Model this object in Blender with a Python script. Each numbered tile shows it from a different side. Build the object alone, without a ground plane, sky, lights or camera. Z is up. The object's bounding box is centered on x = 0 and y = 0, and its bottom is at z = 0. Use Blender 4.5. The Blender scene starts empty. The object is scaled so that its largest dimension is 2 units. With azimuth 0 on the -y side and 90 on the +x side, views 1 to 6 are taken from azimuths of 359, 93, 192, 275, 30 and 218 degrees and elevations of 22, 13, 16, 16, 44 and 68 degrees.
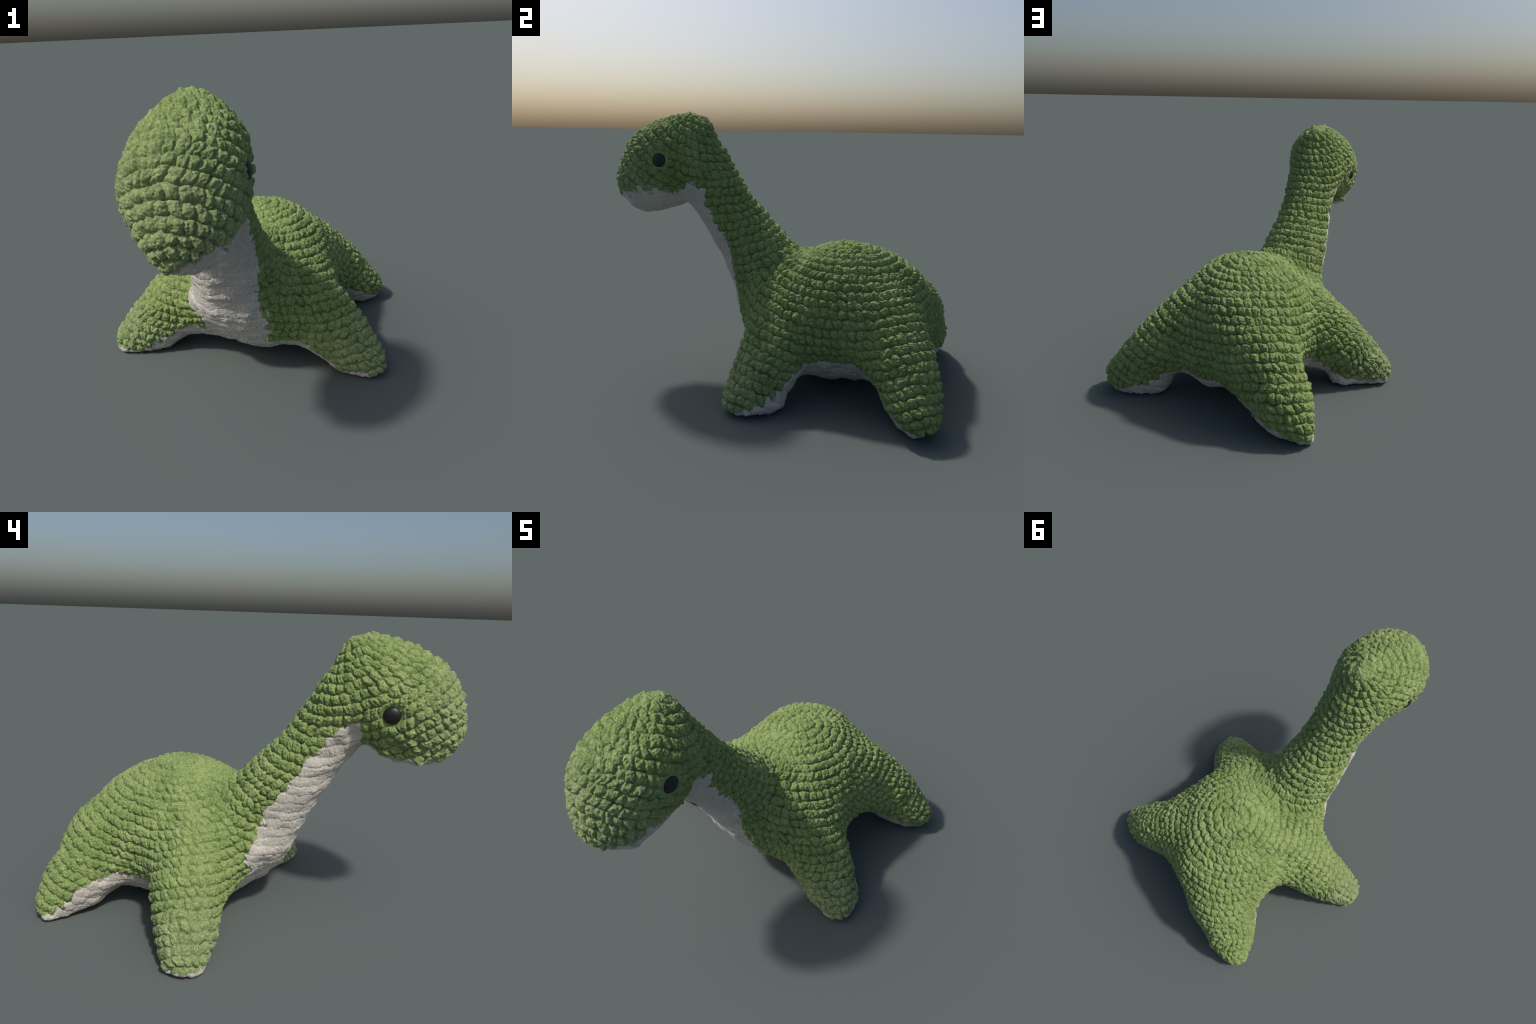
"""Crocheted long-necked lake creature: green stitched body, white underside, bead eyes.

The soft body is one implicit surface (swept round sections blended together),
meshed, then every crochet stitch is laid out along rows that ring a pole
(head crest / crown of the back) and raised as real relief."""
import bpy, math, heapq
import numpy as np
from mathutils import Vector, Matrix, kdtree

rng = np.random.default_rng(7)

# ------------------------------------------------------------------ sizes
ROW_PITCH, STITCH_WIDTH = 0.049, 0.043      # crochet gauge (metres)
GREEN_RELIEF, WHITE_RELIEF = 0.0205, 0.0045  # stitch height
CREST = (-0.200, -0.490, 1.420)              # pole of the rows on head and neck
CROWN = (0.015, 0.345, 0.775)                # pole of the rows on torso and limbs
COARSE = 0.020                               # first meshing step
REFINE = 3                                   # times the mesh is split in four

UP = np.array([0.0, 0.0, 1.0])
ACROSS_HEAD = np.array([0.98, -0.20, 0.0])

# spine of each body part: x, y, z, radius ; squash axis ; squash factor
SPINES = {
    'torso': ([(0.056, 0.079, 0.347, 0.292), (0.039, 0.213, 0.348, 0.363),
               (0.048, 0.346, 0.375, 0.402), (0.002, 0.489, 0.381, 0.339)], UP, 0.961),
    'rump': ([(0.155, 0.632, 0.225, 0.120), (0.015, 0.665, 0.300, 0.114)], None, 1.0),
    'fore_a': ([(0.198, 0.037, 0.356, 0.178), (0.339, -0.039, 0.223, 0.174),
                (0.454, -0.119, 0.107, 0.141), (0.534, -0.191, 0.053, 0.089)], UP, 0.944),
    'fore_b': ([(-0.278, 0.209, 0.313, 0.219), (-0.444, 0.220, 0.232, 0.174),
                (-0.572, 0.201, 0.127, 0.144), (-0.686, 0.183, 0.047, 0.108)], UP, 1.084),
    'hind_a': ([(0.326, 0.518, 0.346, 0.206), (0.503, 0.591, 0.244, 0.158),
                (0.611, 0.623, 0.135, 0.133), (0.707, 0.631, 0.095, 0.088)], UP, 1.068),
    'hind_b': ([(-0.135, 0.740, 0.305, 0.192), (-0.212, 0.785, 0.212, 0.168),
                (-0.275, 0.851, 0.152, 0.142), (-0.368, 0.927, 0.080, 0.073)], UP, 1.111),
    'neck': ([(-0.120, -0.080, 0.475, 0.196), (-0.128, -0.164, 0.657, 0.194),
              (-0.159, -0.290, 0.821, 0.164), (-0.175, -0.398, 0.983, 0.160),
              (-0.203, -0.495, 1.127, 0.171)], None, 1.0),
    'head': ([(-0.207, -0.572, 1.278, 0.161), (-0.213, -0.624, 1.190, 0.230),
              (-0.234, -0.724, 1.135, 0.245), (-0.229, -0.815, 1.056, 0.189)],
             ACROSS_HEAD / np.linalg.norm(ACROSS_HEAD), 0.909),
    'jaw': ([(-0.325, -0.660, 0.938, 0.034), (-0.325, -0.790, 0.930, 0.040),
             (-0.280, -0.880, 0.940, 0.040)], None, 1.0),
    # flattened pads where the limbs rest on the ground
    'sole_fore_a': ([(0.522, -0.036, 0.032, 0.052), (0.572, -0.116, 0.047, 0.051)], None, 1.0),
    'sole_fore_b': ([(-0.510, 0.287, 0.021, 0.067), (-0.673, 0.195, 0.004, 0.035)], None, 1.0),
    'sole_hind_a': ([(0.514, 0.623, 0.086, 0.093), (0.690, 0.687, 0.059, 0.017)], None, 1.0),
    'sole_hind_b': ([(-0.285, 0.842, 0.075, 0.012), (-0.387, 0.925, 0.006, 0.044)], None, 1.0),
}
TUFTS = ((-.350, -.792, .905), (-.325, -.700, .900))
EYES = [((-0.008, -0.708, 1.181), (.99, -.14, .09)), ((-0.443, -0.646, 1.108), (-.97, .18, -.10))]
LIMBS = ('fore_a', 'fore_b', 'hind_a', 'hind_b')
BLEND_LIMB, BLEND_NECK, BLEND_HEAD = 0.105, 0.175, 0.05
FLOOR = 0.004                                # limbs are flattened where they sit
BELLY_LIFT = 0.045                           # the belly hangs just clear of the ground


# ------------------------------------------------------------------ implicit body
def catmull(points, steps):
    p = np.asarray(points, float)
    e = np.vstack([2 * p[0] - p[1], p, 2 * p[-1] - p[-2]])
    out = []
    for i in range(len(p) - 1):
        a, b, c, d = e[i:i + 4]
        for j in range(steps):
            t = j / steps
            out.append(.5 * (2 * b + (c - a) * t + (2 * a - 5 * b + 4 * c - d) * t * t
                             + (-a + 3 * b - 3 * c + d) * t ** 3))
    out.append(p[-1])
    return np.array(out)


def swept(P, key):
    pts, axis, squash = SPINES[key]
    curve = catmull(pts, 2)
    best = None
    for s, e in zip(curve[:-1], curve[1:]):
        ab = e[:3] - s[:3]
        ap = P - s[:3]
        if axis is not None and squash != 1:
            k = 1 / squash - 1
            ab = ab + k * (ab @ axis) * axis
            ap = ap + k * (ap @ axis)[:, None] * axis
        ra, rb = max(s[3], .01), max(e[3], .01)
        L2 = ab @ ab
        L = math.sqrt(L2)
        t0 = (ap @ ab) / L2
        perp = np.sqrt(np.maximum((ap * ap).sum(1) - t0 * t0 * L2, 0))
        slope = min(max((ra - rb) / L, -.95), .95)
        t = np.clip(t0 - perp * slope / math.sqrt(1 - slope * slope) / L, 0, 1)
        q = ap - t[:, None] * ab
        d = np.sqrt((q * q).sum(1) + 1e-12) - (ra + (rb - ra) * t)
        best = d if best is None else np.minimum(best, d)
    return best


def soft_min(a, b, k):
    h = np.maximum(k - np.abs(a - b), 0) / k
    return np.minimum(a, b) - h * h * k * .25


def body_parts_distance(P):
    return {k: swept(P, k) for k in SPINES}


def body(P):
    d = -soft_min(-swept(P, 'torso'), P[:, 2] - BELLY_LIFT, 0.06)
    d = soft_min(d, swept(P, 'rump'), BLEND_LIMB)
    for k in LIMBS:
        d = soft_min(d, soft_min(swept(P, k), swept(P, 'sole_' + k), 0.06), BLEND_LIMB)
    d = soft_min(d, swept(P, 'neck'), BLEND_NECK)
    d = soft_min(d, soft_min(swept(P, 'head'), swept(P, 'jaw'), 0.05), BLEND_HEAD)
    return -soft_min(-d, P[:, 2] - FLOOR, 0.03)


# ------------------------------------------------------------------ meshing
def surface_net(step):
    lo = np.array([-0.92, -1.10, -0.06])
    hi = np.array([0.92, 1.10, 1.52])
    n = np.ceil((hi - lo) / step).astype(int) + 1
    g = np.stack(np.meshgrid(*[lo[i] + step * np.arange(n[i]) for i in range(3)],
                             indexing='ij'), -1)
    f = body(g.reshape(-1, 3)).reshape(n)
    cells = np.zeros(n - 1, int)
    total = np.zeros(tuple(n - 1) + (3,))
    for ax in range(3):
        others = [a for a in range(3) if a != ax]
        for i in (0, 1):
            for j in (0, 1):
                sl0 = [None] * 3
                sl1 = [None] * 3
                sl0[ax], sl1[ax] = slice(0, -1), slice(1, None)
                for a, o in zip(others, (i, j)):
                    sl0[a] = sl1[a] = slice(o, n[a] - 1 + o)
                a0, a1 = f[tuple(sl0)], f[tuple(sl1)]
                hit = (a0 < 0) != (a1 < 0)
                t = np.where(hit, a0 / np.where(hit, a0 - a1, 1), 0)
                pos = g[tuple(sl0)].copy()
                pos[..., ax] += t * step
                cells += hit
                total += pos * hit[..., None]
    used = cells > 0
    index = np.full(cells.shape, -1)
    index[used] = np.arange(used.sum())
    V = total[used] / cells[used][:, None]
    quads = []
    for ax in range(3):
        a, b = [x for x in range(3) if x != ax]
        if ax == 1:
            a, b = b, a
        c0 = [slice(1, -1)] * 3
        c0[ax] = slice(0, -1)
        c1 = list(c0)
        c1[ax] = slice(1, None)
        f0, f1 = f[tuple(c0)], f[tuple(c1)]
        for flip in (False, True):
            w = np.argwhere((f0 < 0) & (f1 >= 0) if not flip else (f0 >= 0) & (f1 < 0))
            w = w + np.array([0 if x == ax else 1 for x in range(3)])
            corner = []
            for da, db in ((1, 1), (0, 1), (0, 0), (1, 0)):
                q = w.copy()
                q[:, a] -= da
                q[:, b] -= db
                corner.append(index[q[:, 0], q[:, 1], q[:, 2]])
            q = np.stack(corner, 1)
            quads.append(q[:, ::-1] if flip else q)
    return V, np.vstack(quads)


def vertex_normals(V, Q):
    d1, d2 = V[Q[:, 2]] - V[Q[:, 0]], V[Q[:, 3]] - V[Q[:, 1]]
    fn = np.cross(d1, d2)
    N = np.zeros_like(V)
    for c in range(4):
        for x in range(3):
            N[:, x] += np.bincount(Q[:, c], fn[:, x], len(V))
    return N / np.maximum(np.linalg.norm(N, axis=1), 1e-12)[:, None]


def edges_of(Q):
    e = np.stack([Q, np.roll(Q, -1, 1)], -1).reshape(-1, 2)
    e.sort(1)
    return np.unique(e[:, 0] * 10000000 + e[:, 1], return_inverse=True)


def relax(V, Q, rounds):
    for _ in range(rounds):
        key, _inv = edges_of(Q)
        a, b = key // 10000000, key % 10000000
        S = np.zeros_like(V)
        for x in range(3):
            S[:, x] = np.bincount(a, V[b, x], len(V)) + np.bincount(b, V[a, x], len(V))
        cnt = np.bincount(a, minlength=len(V)) + np.bincount(b, minlength=len(V))
        V = .5 * V + .5 * S / cnt[:, None]
    return V


def onto_surface(V, Q, rounds):
    for _ in range(rounds):
        V = V - (body(V) * .9)[:, None] * vertex_normals(V, Q)
    return V


def split_quads(V, Q, parent):
    key, inv = edges_of(Q)
    a, b = key // 10000000, key % 10000000
    nv, ne = len(V), len(a)
    V2 = np.vstack([V, (V[a] + V[b]) / 2, V[Q].mean(1)])
    par = np.concatenate([parent, parent[a], parent[Q[:, 0]]])
    em = inv.reshape(-1, 4) + nv
    ctr = np.arange(len(Q)) + nv + ne
    Q2 = np.concatenate([np.stack([Q[:, i], em[:, i], ctr, em[:, (i + 3) % 4]], 1) for i in range(4)])
    return V2, Q2, par


# ------------------------------------------------------------------ noise
def hash01(i, j, k, seed):
    h = (i * 374761393 + j * 668265263 + k * 2147483647 + seed * 1274126177) & 0xFFFFFFFF
    h = ((h ^ (h >> 13)) * 1274126177) & 0xFFFFFFFF
    h = ((h ^ (h >> 16)) * 2246822519) & 0xFFFFFFFF
    return ((h ^ (h >> 15)) & 0xFFFFFF) / float(0xFFFFFF)


def noise(P, scale, seed):
    p = P * scale + 100.0
    i = np.floor(p).astype(np.int64)
    f = p - i
    f = f * f * (3 - 2 * f)
    out = 0
    for a in (0, 1):
        for b in (0, 1):
            for c in (0, 1):
                w = ((f[:, 0] if a else 1 - f[:, 0]) * (f[:, 1] if b else 1 - f[:, 1])
                     * (f[:, 2] if c else 1 - f[:, 2]))
                out = out + w * hash01(i[:, 0] + a, i[:, 1] + b, i[:, 2] + c, seed)
    return out * 2 - 1


# ------------------------------------------------------------------ build smooth body
V, Q = surface_net(COARSE)
V = relax(V, Q, 3)
V = onto_surface(V, Q, 4)
V0, Q0 = V.copy(), Q.copy()
N0 = vertex_normals(V0, Q0)


# ------------------------------------------------------------------ stitch rows
def path_length(V, pole):
    """distance over the surface from a pole (short hops between near points)"""
    kd = kdtree.KDTree(len(V))
    for i, p in enumerate(V):
        kd.insert(p, i)
    kd.balance()
    start = kd.find(pole)[1]
    dist = np.full(len(V), 1e9)
    dist[start] = 0
    heap = [(0.0, start)]
    near = {}
    done = np.zeros(len(V), bool)
    while heap:
        d, i = heapq.heappop(heap)
        if done[i]:
            continue
        done[i] = True
        for _co, j, L in kd.find_range(V[i], 0.062):
            if not done[j] and (N0[i] * N0[j]).sum() > .2 and d + L < dist[j]:
                dist[j] = d + L
                heapq.heappush(heap, (d + L, j))
    return dist


def smooth_scalar(s, Q, rounds):
    key, _ = edges_of(Q)
    a, b = key // 10000000, key % 10000000
    cnt = np.bincount(a, minlength=len(s)) + np.bincount(b, minlength=len(s))
    for _ in range(rounds):
        s = .4 * s + .6 * (np.bincount(a, s[b], len(s)) + np.bincount(b, s[a], len(s))) / cnt
    return s


def part_of(P):
    d = body_parts_distance(P)
    names = list(SPINES)
    owner = [k.replace('sole_', '').replace('rump', 'torso').replace('jaw', 'head') for k in names]
    return np.array(owner)[np.argmin(np.stack([d[k] for k in names]), 0)]


part0 = part_of(V0)
upper0 = (part0 == 'neck') | (part0 == 'head')
fields = {True: smooth_scalar(path_length(V0, CREST), Q0, 6),
          False: smooth_scalar(path_length(V0, CROWN), Q0, 6)}
TRI = np.vstack([Q0[:, [0, 1, 2]], Q0[:, [0, 2, 3]]])


def rows(field, mask, first):
    """contour the row field; walk every contour and drop a stitch each STITCH_WIDTH"""
    out = []
    f = field + 0.004 * noise(V0, 9.0, 3)
    top = f[mask].max()
    level = first
    while level < top:
        below = f < level
        cnt = below[TRI].sum(1)
        tri = TRI[(cnt == 1) | (cnt == 2)]
        link = {}
        point = {}
        for t in tri:
            ends = []
            for x, y in ((t[0], t[1]), (t[1], t[2]), (t[2], t[0])):
                if below[x] != below[y]:
                    k = (min(x, y), max(x, y))
                    if k not in point:
                        w = (level - f[x]) / (f[y] - f[x])
                        n = N0[x] * (1 - w) + N0[y] * w
                        point[k] = (V0[x] * (1 - w) + V0[y] * w, n / np.linalg.norm(n),
                                    mask[x] if w < .5 else mask[y])
                    ends.append(k)
            if len(ends) == 2:
                link.setdefault(ends[0], []).append(ends[1])
                link.setdefault(ends[1], []).append(ends[0])
        seen = set()
        for k in sorted(link):
            if k in seen:
                continue
            loop = [k]
            seen.add(k)
            cur = k
            while True:
                nxt = [q for q in link[cur] if q not in seen]
                if not nxt:
                    break
                cur = nxt[0]
                seen.add(cur)
                loop.append(cur)
            P = np.array([point[q][0] for q in loop])
            if len(P) < 4:
                continue
            seg = np.linalg.norm(np.diff(np.vstack([P, P[:1]]), axis=0), axis=1)
            length = seg.sum()
            if length < STITCH_WIDTH * 1.2:
                continue
            m = max(3, round(length / STITCH_WIDTH))
            s = np.concatenate([[0], np.cumsum(seg)])
            at = (np.arange(m) + rng.uniform()) * length / m + rng.normal(0, .09, m) * STITCH_WIDTH
            for a in at % length:
                i = min(np.searchsorted(s, a, side='right') - 1, len(P) - 1)
                p, n, ok = point[loop[i]]
                if not ok:
                    continue
                j = (i + 1) % len(P)
                w = (a - s[i]) / max(seg[i], 1e-9)
                q = P[i] * (1 - w) + P[j] * w
                tan = P[(i + 2) % len(P)] - P[i - 1]
                tan = tan - (tan @ n) * n
                tan /= max(np.linalg.norm(tan), 1e-9)
                side = np.cross(n, tan)
                out.append((q, tan, side, length / m))
        level += ROW_PITCH
    return out


stitches = rows(fields[True], upper0, .088) + rows(fields[False], ~upper0, .016)
SC = np.array([s[0] for s in stitches])
ST = np.array([s[1] for s in stitches])
SS = np.array([s[2] for s in stitches])
SW = np.array([s[3] for s in stitches])
SH = np.full(len(SW), ROW_PITCH)
# the closing ring of the head is one flat cap
i = np.argmin(((V0 - np.array(CREST)) ** 2).sum(1))
t = np.cross(N0[i], (1., 0, 0))
SC, ST, SS = np.vstack([SC, V0[i]]), np.vstack([ST, t / np.linalg.norm(t)]), np.vstack([SS, np.cross(N0[i], t / np.linalg.norm(t))])
SW, SH = np.append(SW, .125), np.append(SH, .125)
# rows of the field grow away from the pole: make 'side' always point to the pole
pole = np.where(np.isin(part_of(SC), ('neck', 'head'))[:, None], np.array(CREST), np.array(CROWN))
SS *= np.sign(((pole - SC) * SS).sum(1) + 1e-9)[:, None]
count = len(SC)
print('stitches', count)
s_part = part_of(SC)
s_gain = rng.uniform(.65, 1.25, count)
s_width = rng.uniform(.92, 1.1, count)
s_slant = rng.normal(.38, .22, count)
s_phase = rng.uniform(0, 1, count)

# ------------------------------------------------------------------ which stitches are white yarn
neck_curve = catmull(SPINES['neck'][0], 8)[:, :3]
neck_run = np.concatenate([[0], np.cumsum(np.linalg.norm(np.diff(neck_curve, axis=0), axis=1))])


def white_yarn(P, part):
    x, y, z = P.T
    jit = noise(P, 14.0, 11) * .012
    # belly and soles: up to a hem line that sinks toward the limb tips
    reach = np.hypot(x - .03, y - .30)
    hem = .210 - .455 * np.maximum(reach - .40, 0)
    hem = hem + .07 * np.exp(-(((x + .38) / .12) ** 2 + ((y - .70) / .14) ** 2))
    hem = hem - .07 * np.exp(-(((x + .50) / .2) ** 2 + ((y - .34) / .10) ** 2))
    hem = hem - .12 * np.exp(-(((x - .42) / .2) ** 2 + ((y + .26) / .09) ** 2))
    hem = hem - .06 * np.exp(-(((x + .78) / .10) ** 2 + ((y - .16) / .16) ** 2))
    hem = hem - .05 * np.exp(-(((x + .60) / .12) ** 2 + ((y - .06) / .08) ** 2))
    under = z < np.maximum(hem, .026) + jit
    # breast: between two seams that run down from the throat
    breast = (y < .02) & (z < .5) & (x > -.335 + .30 * np.maximum(.42 - z, 0)) & (x < .046) & (part != 'head')
    low = np.isin(part, ('torso', 'fore_a', 'fore_b', 'hind_a', 'hind_b'))
    white = low & (under | breast)
    # throat stripe: an angle round the neck spine
    d = P[:, None, :] - neck_curve[None]
    i = np.argmin((d * d).sum(2), 1)
    t = neck_curve[np.minimum(i + 1, len(neck_curve) - 1)] - neck_curve[np.maximum(i - 1, 0)]
    t /= np.linalg.norm(t, axis=1)[:, None]
    front = np.array([0, -1., 0]) - (-t[:, 1])[:, None] * t
    front /= np.linalg.norm(front, axis=1)[:, None]
    left = np.cross(t, front)
    o = P - neck_curve[i]
    ang = np.degrees(np.arctan2((o * left).sum(1), (o * front).sum(1)))
    right_seam = np.interp(neck_run[i], [0, .1, .2, .4, .6, .8], [32, 35, 43, 58, 62, 66])
    left_seam = np.interp(neck_run[i], [0, .1, .4, .55, .75, .85], [-88, -94, -100, -95, -90, -84])
    stripe = (ang < right_seam) & (ang > left_seam)
    white |= (part == 'neck') & (stripe | under)
    # chin: below a slanting jaw line
    jaw = .922 + .33 * (x + .32) + jit - .03 * np.exp(-(((x + .30) / .08) ** 2 + ((y + .90) / .10) ** 2))
    white |= (part == 'head') & (z < jaw)
    white |= (part == 'neck') & (z < jaw) & (z > .9) & (y < -.45)
    return white


s_white = white_yarn(SC, s_part)

# ------------------------------------------------------------------ refine and raise the stitches
V, Q = V0, Q0
parent = np.arange(len(V))
for level in range(REFINE):
    V, Q, parent = split_quads(V, Q, parent)
    if level == 0:
        parent = np.arange(len(V))
        V = relax(V, Q, 1)
    V = onto_surface(V, Q, 1)
    if level == 0:
        kd = kdtree.KDTree(count)
        for i, p in enumerate(SC):
            kd.insert(p, i)
        kd.balance()
        near = np.array([[h[1] for h in kd.find_n(p, 9)] for p in V])
N = vertex_normals(V, Q)

F1 = np.full(len(V), 9.0)
F2 = np.full(len(V), 9.0)
own = np.zeros(len(V), int)
wob = np.stack([noise(V, 32.0, 21 + a) for a in range(3)], 1) * .0085 \
    + np.stack([noise(V, 90.0, 31 + a) for a in range(3)], 1) * .003
PW = V + wob
for c in range(near.shape[1]):
    s = near[parent, c]
    o = PW - SC[s]
    b = (o * SS[s]).sum(1) / (SH[s] * .5)
    a = (o * ST[s]).sum(1) / (SW[s] * .5 * s_width[s]) + s_slant[s] * b
    off = (o * o).sum(1) - (o * SS[s]).sum(1) ** 2 - (o * ST[s]).sum(1) ** 2
    d = (np.abs(a) ** 2.4 + np.abs(b) ** 2.4 + 3e-9) ** (1 / 2.4) + np.maximum(off, 0) * 150
    first = d < F1
    F2 = np.where(first, F1, np.minimum(F2, d))
    F1 = np.where(first, d, F1)
    own = np.where(first, s, own)
o = PW - SC[own]
b = (o * SS[own]).sum(1) / (SH[own] * .5)
a = (o * ST[own]).sum(1) / (SW[own] * .5)
merge = np.clip(.80 + .45 * noise(V, 24.0, 41), .30, 1)      # some neighbours felt together
edge = np.clip((F2 - F1) / .90, 0, 1)
pillow = 1 - (1 - edge) ** 2.5
pillow = 1 - merge * (1 - pillow)
dome = 1 - np.clip(F1, 0, 1.25) ** 2.6
groove = 1 - np.clip(np.abs(b), 0, 1.15) ** 3                # rows stand out more than single stitches
strand = np.cos(2 * np.pi * (a * .75 + .35 * b + s_phase[own]))
profile = .44 * pillow + .33 * dome + .23 * groove + .18 * np.clip(b, -1, 1)
white = s_white[own]
ridge = 1 - np.clip(np.abs(b), 0, 1.2) ** 2
profile = np.where(white, .35 * pillow + .65 * ridge, profile)
# the yarn is packed flatter just in front of the crown of the back
flat = np.exp(-(((V - np.array([-.02, .18, .75])) ** 2).sum(1)) / .16 ** 2)
flat_head = np.exp(-(((V - np.array([-.21, -.60, 1.41])) ** 2).sum(1)) / .13 ** 2)
# the colour change wanders between and through the stitches
soft_at = .5 * SC[own] + .5 * V + np.stack([noise(V, 70.0, 51 + k) for k in range(3)], 1) * .006
v_white = np.concatenate([white_yarn(soft_at[k:k + 60000], s_part[own[k:k + 60000]])
                          for k in range(0, len(V), 60000)])
gain = s_gain[own] * (1 - .45 * flat) * (1 - .3 * flat_head) * np.where(s_part[own] == 'head', .88, 1)
height = np.where(white, WHITE_RELIEF, GREEN_RELIEF) * gain * (profile - .76)
height += np.where(white, .0005, .0012) * strand * pillow
# curled fibre: rounded little lumps with sharp valleys
height += np.where(white, .0030, .0060) * (np.abs(noise(V, 46.0, 5)) - .3)
height += np.where(white, .0016, .0050) * (np.abs(noise(V, 95.0, 6)) - .3)
height += np.where(white, .0008, .0024) * noise(V, 180.0, 7)
height += np.where(white, .009, .004) * noise(V, 18.0, 8)
height += .004 * noise(V, 6.0, 9)
knot = np.sqrt(((V - np.array(CROWN)) ** 2).sum(1))
height += .016 * np.exp(-(knot / .042) ** 2) - .004 * np.exp(-((knot - .062) / .014) ** 2)      # starting knot of the back
for pos, _n in EYES:                     # the beads sit in small sockets
    near_eye = np.clip((.062 - np.sqrt(((V - np.array(pos)) ** 2).sum(1))) / .022, 0, 1)
    height += (-.016 - height) * near_eye
height += .012 * np.exp(-((V - np.array([-.205, -.470, 1.395])) ** 2).sum(1) / .038 ** 2)    # corner behind the crest
for tuft in TUFTS:   # loose white tufts under the chin
    height += .018 * np.exp(-((V - np.array(tuft)) ** 2).sum(1) / .020 ** 2)
# frayed edge of the soles
fray = np.clip(1 - V[:, 2] / .03, 0, 1) * (np.abs(N[:, 2]) < .9)
height += fray * .010 * noise(V, 45.0, 17)
V = V + N * height[:, None]
V = relax(V, Q, 1)                         # soft yarn has no hard edges
V[:, 2] = np.maximum(V[:, 2], .004 + .004 * noise(V, 60, 14))

lo, hi = V.min(0), V.max(0)
V[:, 2] -= lo[2]
print('extent', lo.round(3), hi.round(3))


# ------------------------------------------------------------------ materials
def yarn(name, dark, mid, light, rough=.95, sheen=.08, grey_green_spots=()):
    m = bpy.data.materials.new(name)
    m.use_nodes = True
    nt = m.node_tree
    nd, ln = nt.nodes, nt.links
    bs = nd['Principled BSDF']
    bs.inputs['Roughness'].default_value = rough
    bs.inputs['Specular IOR Level'].default_value = .12
    bs.inputs['Sheen Weight'].default_value = sheen
    bs.inputs['Sheen Roughness'].default_value = .6
    co = nd.new('ShaderNodeTexCoord')

    def noi(scale, detail, rough_=.6):
        n = nd.new('ShaderNodeTexNoise')
        n.inputs['Scale'].default_value = scale
        n.inputs['Detail'].default_value = detail
        n.inputs['Roughness'].default_value = rough_
        ln.new(co.outputs['Object'], n.inputs['Vector'])
        return n
    fibre = noi(120, 6, .8)
    patch = noi(7, 3)
    mix = nd.new('ShaderNodeMath')
    mix.operation = 'MULTIPLY_ADD'
    ln.new(patch.outputs['Fac'], mix.inputs[0])
    mix.inputs[1].default_value = .22
    add = nd.new('ShaderNodeMath')
    add.operation = 'MULTIPLY_ADD'
    ln.new(fibre.outputs['Fac'], add.inputs[0])
    add.inputs[1].default_value = .75
    add.inputs[2].default_value = .015
    ln.new(add.outputs[0], mix.inputs[2])
    ramp = nd.new('ShaderNodeValToRGB')
    el = ramp.color_ramp.elements
    el[0].position, el[0].color = .38, (*dark, 1)
    el[1].position, el[1].color = .62, (*light, 1)
    e = el.new(.5)
    e.color = (*mid, 1)
    ln.new(mix.outputs[0], ramp.inputs['Fac'])
    colour = ramp.outputs['Color']
    for centre, radius in grey_green_spots:                      # slightly paler, greyer green round each centre
        far = nd.new('ShaderNodeVectorMath')
        far.operation = 'DISTANCE'
        far.inputs[1].default_value = centre
        ln.new(co.outputs['Object'], far.inputs[0])
        spot_mask = nd.new('ShaderNodeMapRange')
        spot_mask.interpolation_type = 'SMOOTHSTEP'
        spot_mask.inputs['From Min'].default_value = radius
        spot_mask.inputs['From Max'].default_value = radius * .35
        spot_mask.inputs['To Max'].default_value = .42
        ln.new(far.outputs['Value'], spot_mask.inputs['Value'])
        sage = nd.new('ShaderNodeHueSaturation')
        sage.inputs['Saturation'].default_value = .70
        sage.inputs['Value'].default_value = 1.05
        ln.new(spot_mask.outputs['Result'], sage.inputs['Fac'])
        ln.new(colour, sage.inputs['Color'])
        colour = sage.outputs['Color']
    ln.new(colour, bs.inputs['Base Color'])
    fuzz = noi(210, 5, .75)
    bump = nd.new('ShaderNodeBump')
    bump.inputs['Strength'].default_value = .75
    bump.inputs['Distance'].default_value = .006
    ln.new(fuzz.outputs['Fac'], bump.inputs['Height'])
    ln.new(bump.outputs['Normal'], bs.inputs['Normal'])
    return m


green_yarn = yarn('green_yarn', (.108, .172, .045), (.236, .326, .104), (.395, .482, .212),
                  grey_green_spots=(((-.24, -.95, 1.05), .42), ((.58, -.22, .04), .38), ((-.74, .16, .04), .38)))
white_mat = yarn('white_yarn', (.46, .42, .37), (.58, .54, .48), (.70, .67, .62))

bead = bpy.data.materials.new('black_bead')
bead.use_nodes = True
bb = bead.node_tree.nodes['Principled BSDF']
bb.inputs['Roughness'].default_value = .45
nz = bead.node_tree.nodes.new('ShaderNodeTexNoise')
nz.inputs['Scale'].default_value = 60
rp = bead.node_tree.nodes.new('ShaderNodeValToRGB')
rp.color_ramp.elements[0].color = (.004, .004, .006, 1)
rp.color_ramp.elements[1].color = (.014, .013, .014, 1)
bead.node_tree.links.new(nz.outputs['Fac'], rp.inputs['Fac'])
bead.node_tree.links.new(rp.outputs['Color'], bb.inputs['Base Color'])

# ------------------------------------------------------------------ objects
scene = bpy.context.scene
root = bpy.data.objects.new('crocheted_lake_creature', None)
scene.collection.objects.link(root)
root['label'] = 'green crocheted long-necked lake creature with white belly'
root['category'] = 'crochet toy'

NF = vertex_normals(V, Q)
f_stitch = own[Q[:, 0]]
f_part = s_part[f_stitch]
f_white = v_white[Q[:, 0]]


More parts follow.
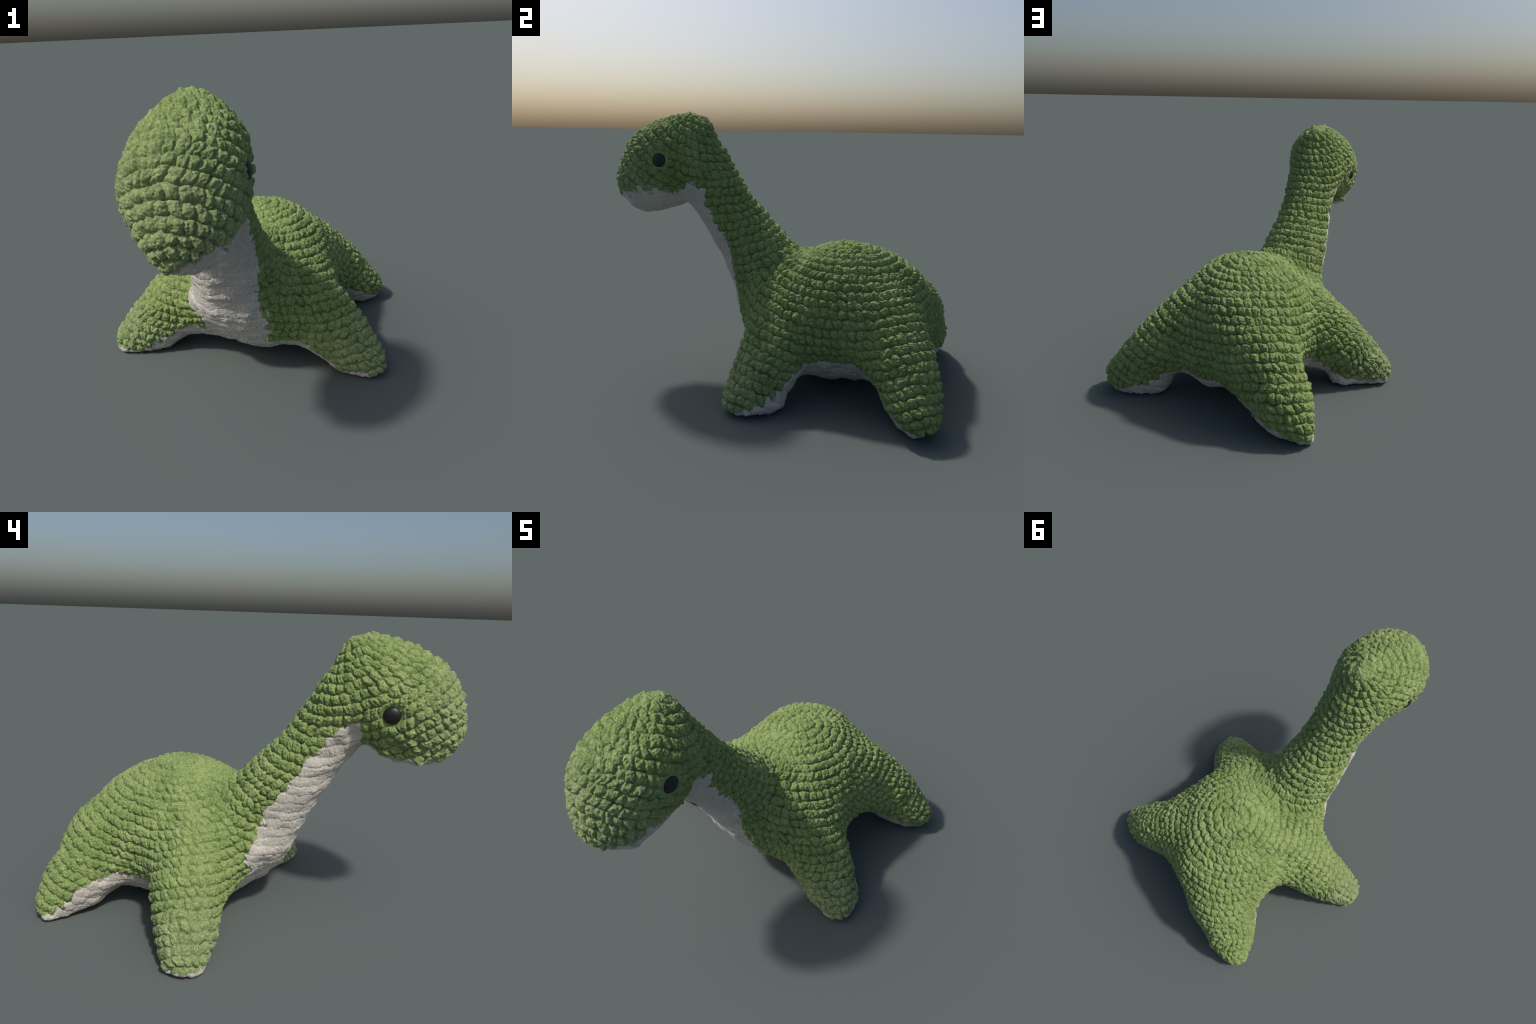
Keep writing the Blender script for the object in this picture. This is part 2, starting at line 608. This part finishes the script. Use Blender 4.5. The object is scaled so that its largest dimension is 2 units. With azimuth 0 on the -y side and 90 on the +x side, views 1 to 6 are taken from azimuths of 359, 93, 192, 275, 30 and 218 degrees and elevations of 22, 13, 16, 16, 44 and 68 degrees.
def add_part(name, keys, is_white, material, parent_obj):
    faces = Q[np.isin(f_part, keys) & (f_white == is_white)]
    if not len(faces):
        return None
    used, inv = np.unique(faces, return_inverse=True)
    me = bpy.data.meshes.new(name)
    me.vertices.add(len(used))
    me.vertices.foreach_set('co', V[used].astype(np.float32).ravel())
    me.loops.add(faces.size)
    me.loops.foreach_set('vertex_index', inv.ravel().astype(np.int32))
    me.polygons.add(len(faces))
    me.polygons.foreach_set('loop_start', np.arange(0, faces.size, 4, dtype=np.int32))
    me.polygons.foreach_set('use_smooth', np.ones(len(faces), bool))
    me.update(calc_edges=True)
    me.validate()
    me.normals_split_custom_set_from_vertices(NF[used].astype(np.float32))
    me.materials.append(material)
    ob = bpy.data.objects.new(name, me)
    scene.collection.objects.link(ob)
    ob.parent = parent_obj
    return ob


head = add_part('head', ['head'], False, green_yarn, root)
neck = add_part('neck', ['neck'], False, green_yarn, root)
torso = add_part('torso', ['torso'], False, green_yarn, root)
add_part('chin_patch', ['head'], True, white_mat, head)
add_part('throat_patch', ['neck'], True, white_mat, neck)
add_part('belly_patch', ['torso'], True, white_mat, torso)
for key in LIMBS:
    limb = add_part('forelimb' if key.startswith('fore') else 'hindlimb', [key], False, green_yarn, root)
    add_part('sole_patch', [key], True, white_mat, limb)

# eyes: glossy beads pressed into the yarn
RINGS, SEGS, R = 20, 32, .039
ev, ef = [(0, 0, R * .55)], []
for r in range(1, RINGS):
    th = math.pi * r / RINGS
    for s in range(SEGS):
        ph = 2 * math.pi * s / SEGS
        ev.append((R * math.sin(th) * math.cos(ph), R * math.sin(th) * math.sin(ph), R * .55 * math.cos(th)))
ev.append((0, 0, -R * .55))
for s in range(SEGS):
    t = (s + 1) % SEGS
    ef.append((0, 1 + s, 1 + t))
    for r in range(RINGS - 2):
        i, j = 1 + r * SEGS, 1 + (r + 1) * SEGS
        ef.append((i + s, j + s, j + t, i + t))
    k = 1 + (RINGS - 2) * SEGS
    ef.append((k + s, len(ev) - 1, k + t))
eye_mesh = bpy.data.meshes.new('eye')
eye_mesh.from_pydata(ev, [], ef)
eye_mesh.polygons.foreach_set('use_smooth', np.ones(len(ef), bool))
eye_mesh.materials.append(bead)
for pos, nrm in EYES:
    e = bpy.data.objects.new('eye', eye_mesh)
    scene.collection.objects.link(e)
    e.parent = head
    nv = Vector(nrm).normalized()
    e.matrix_world = Matrix.Translation(Vector(pos) - nv * .020) @ nv.to_track_quat('Z', 'Y').to_matrix().to_4x4()
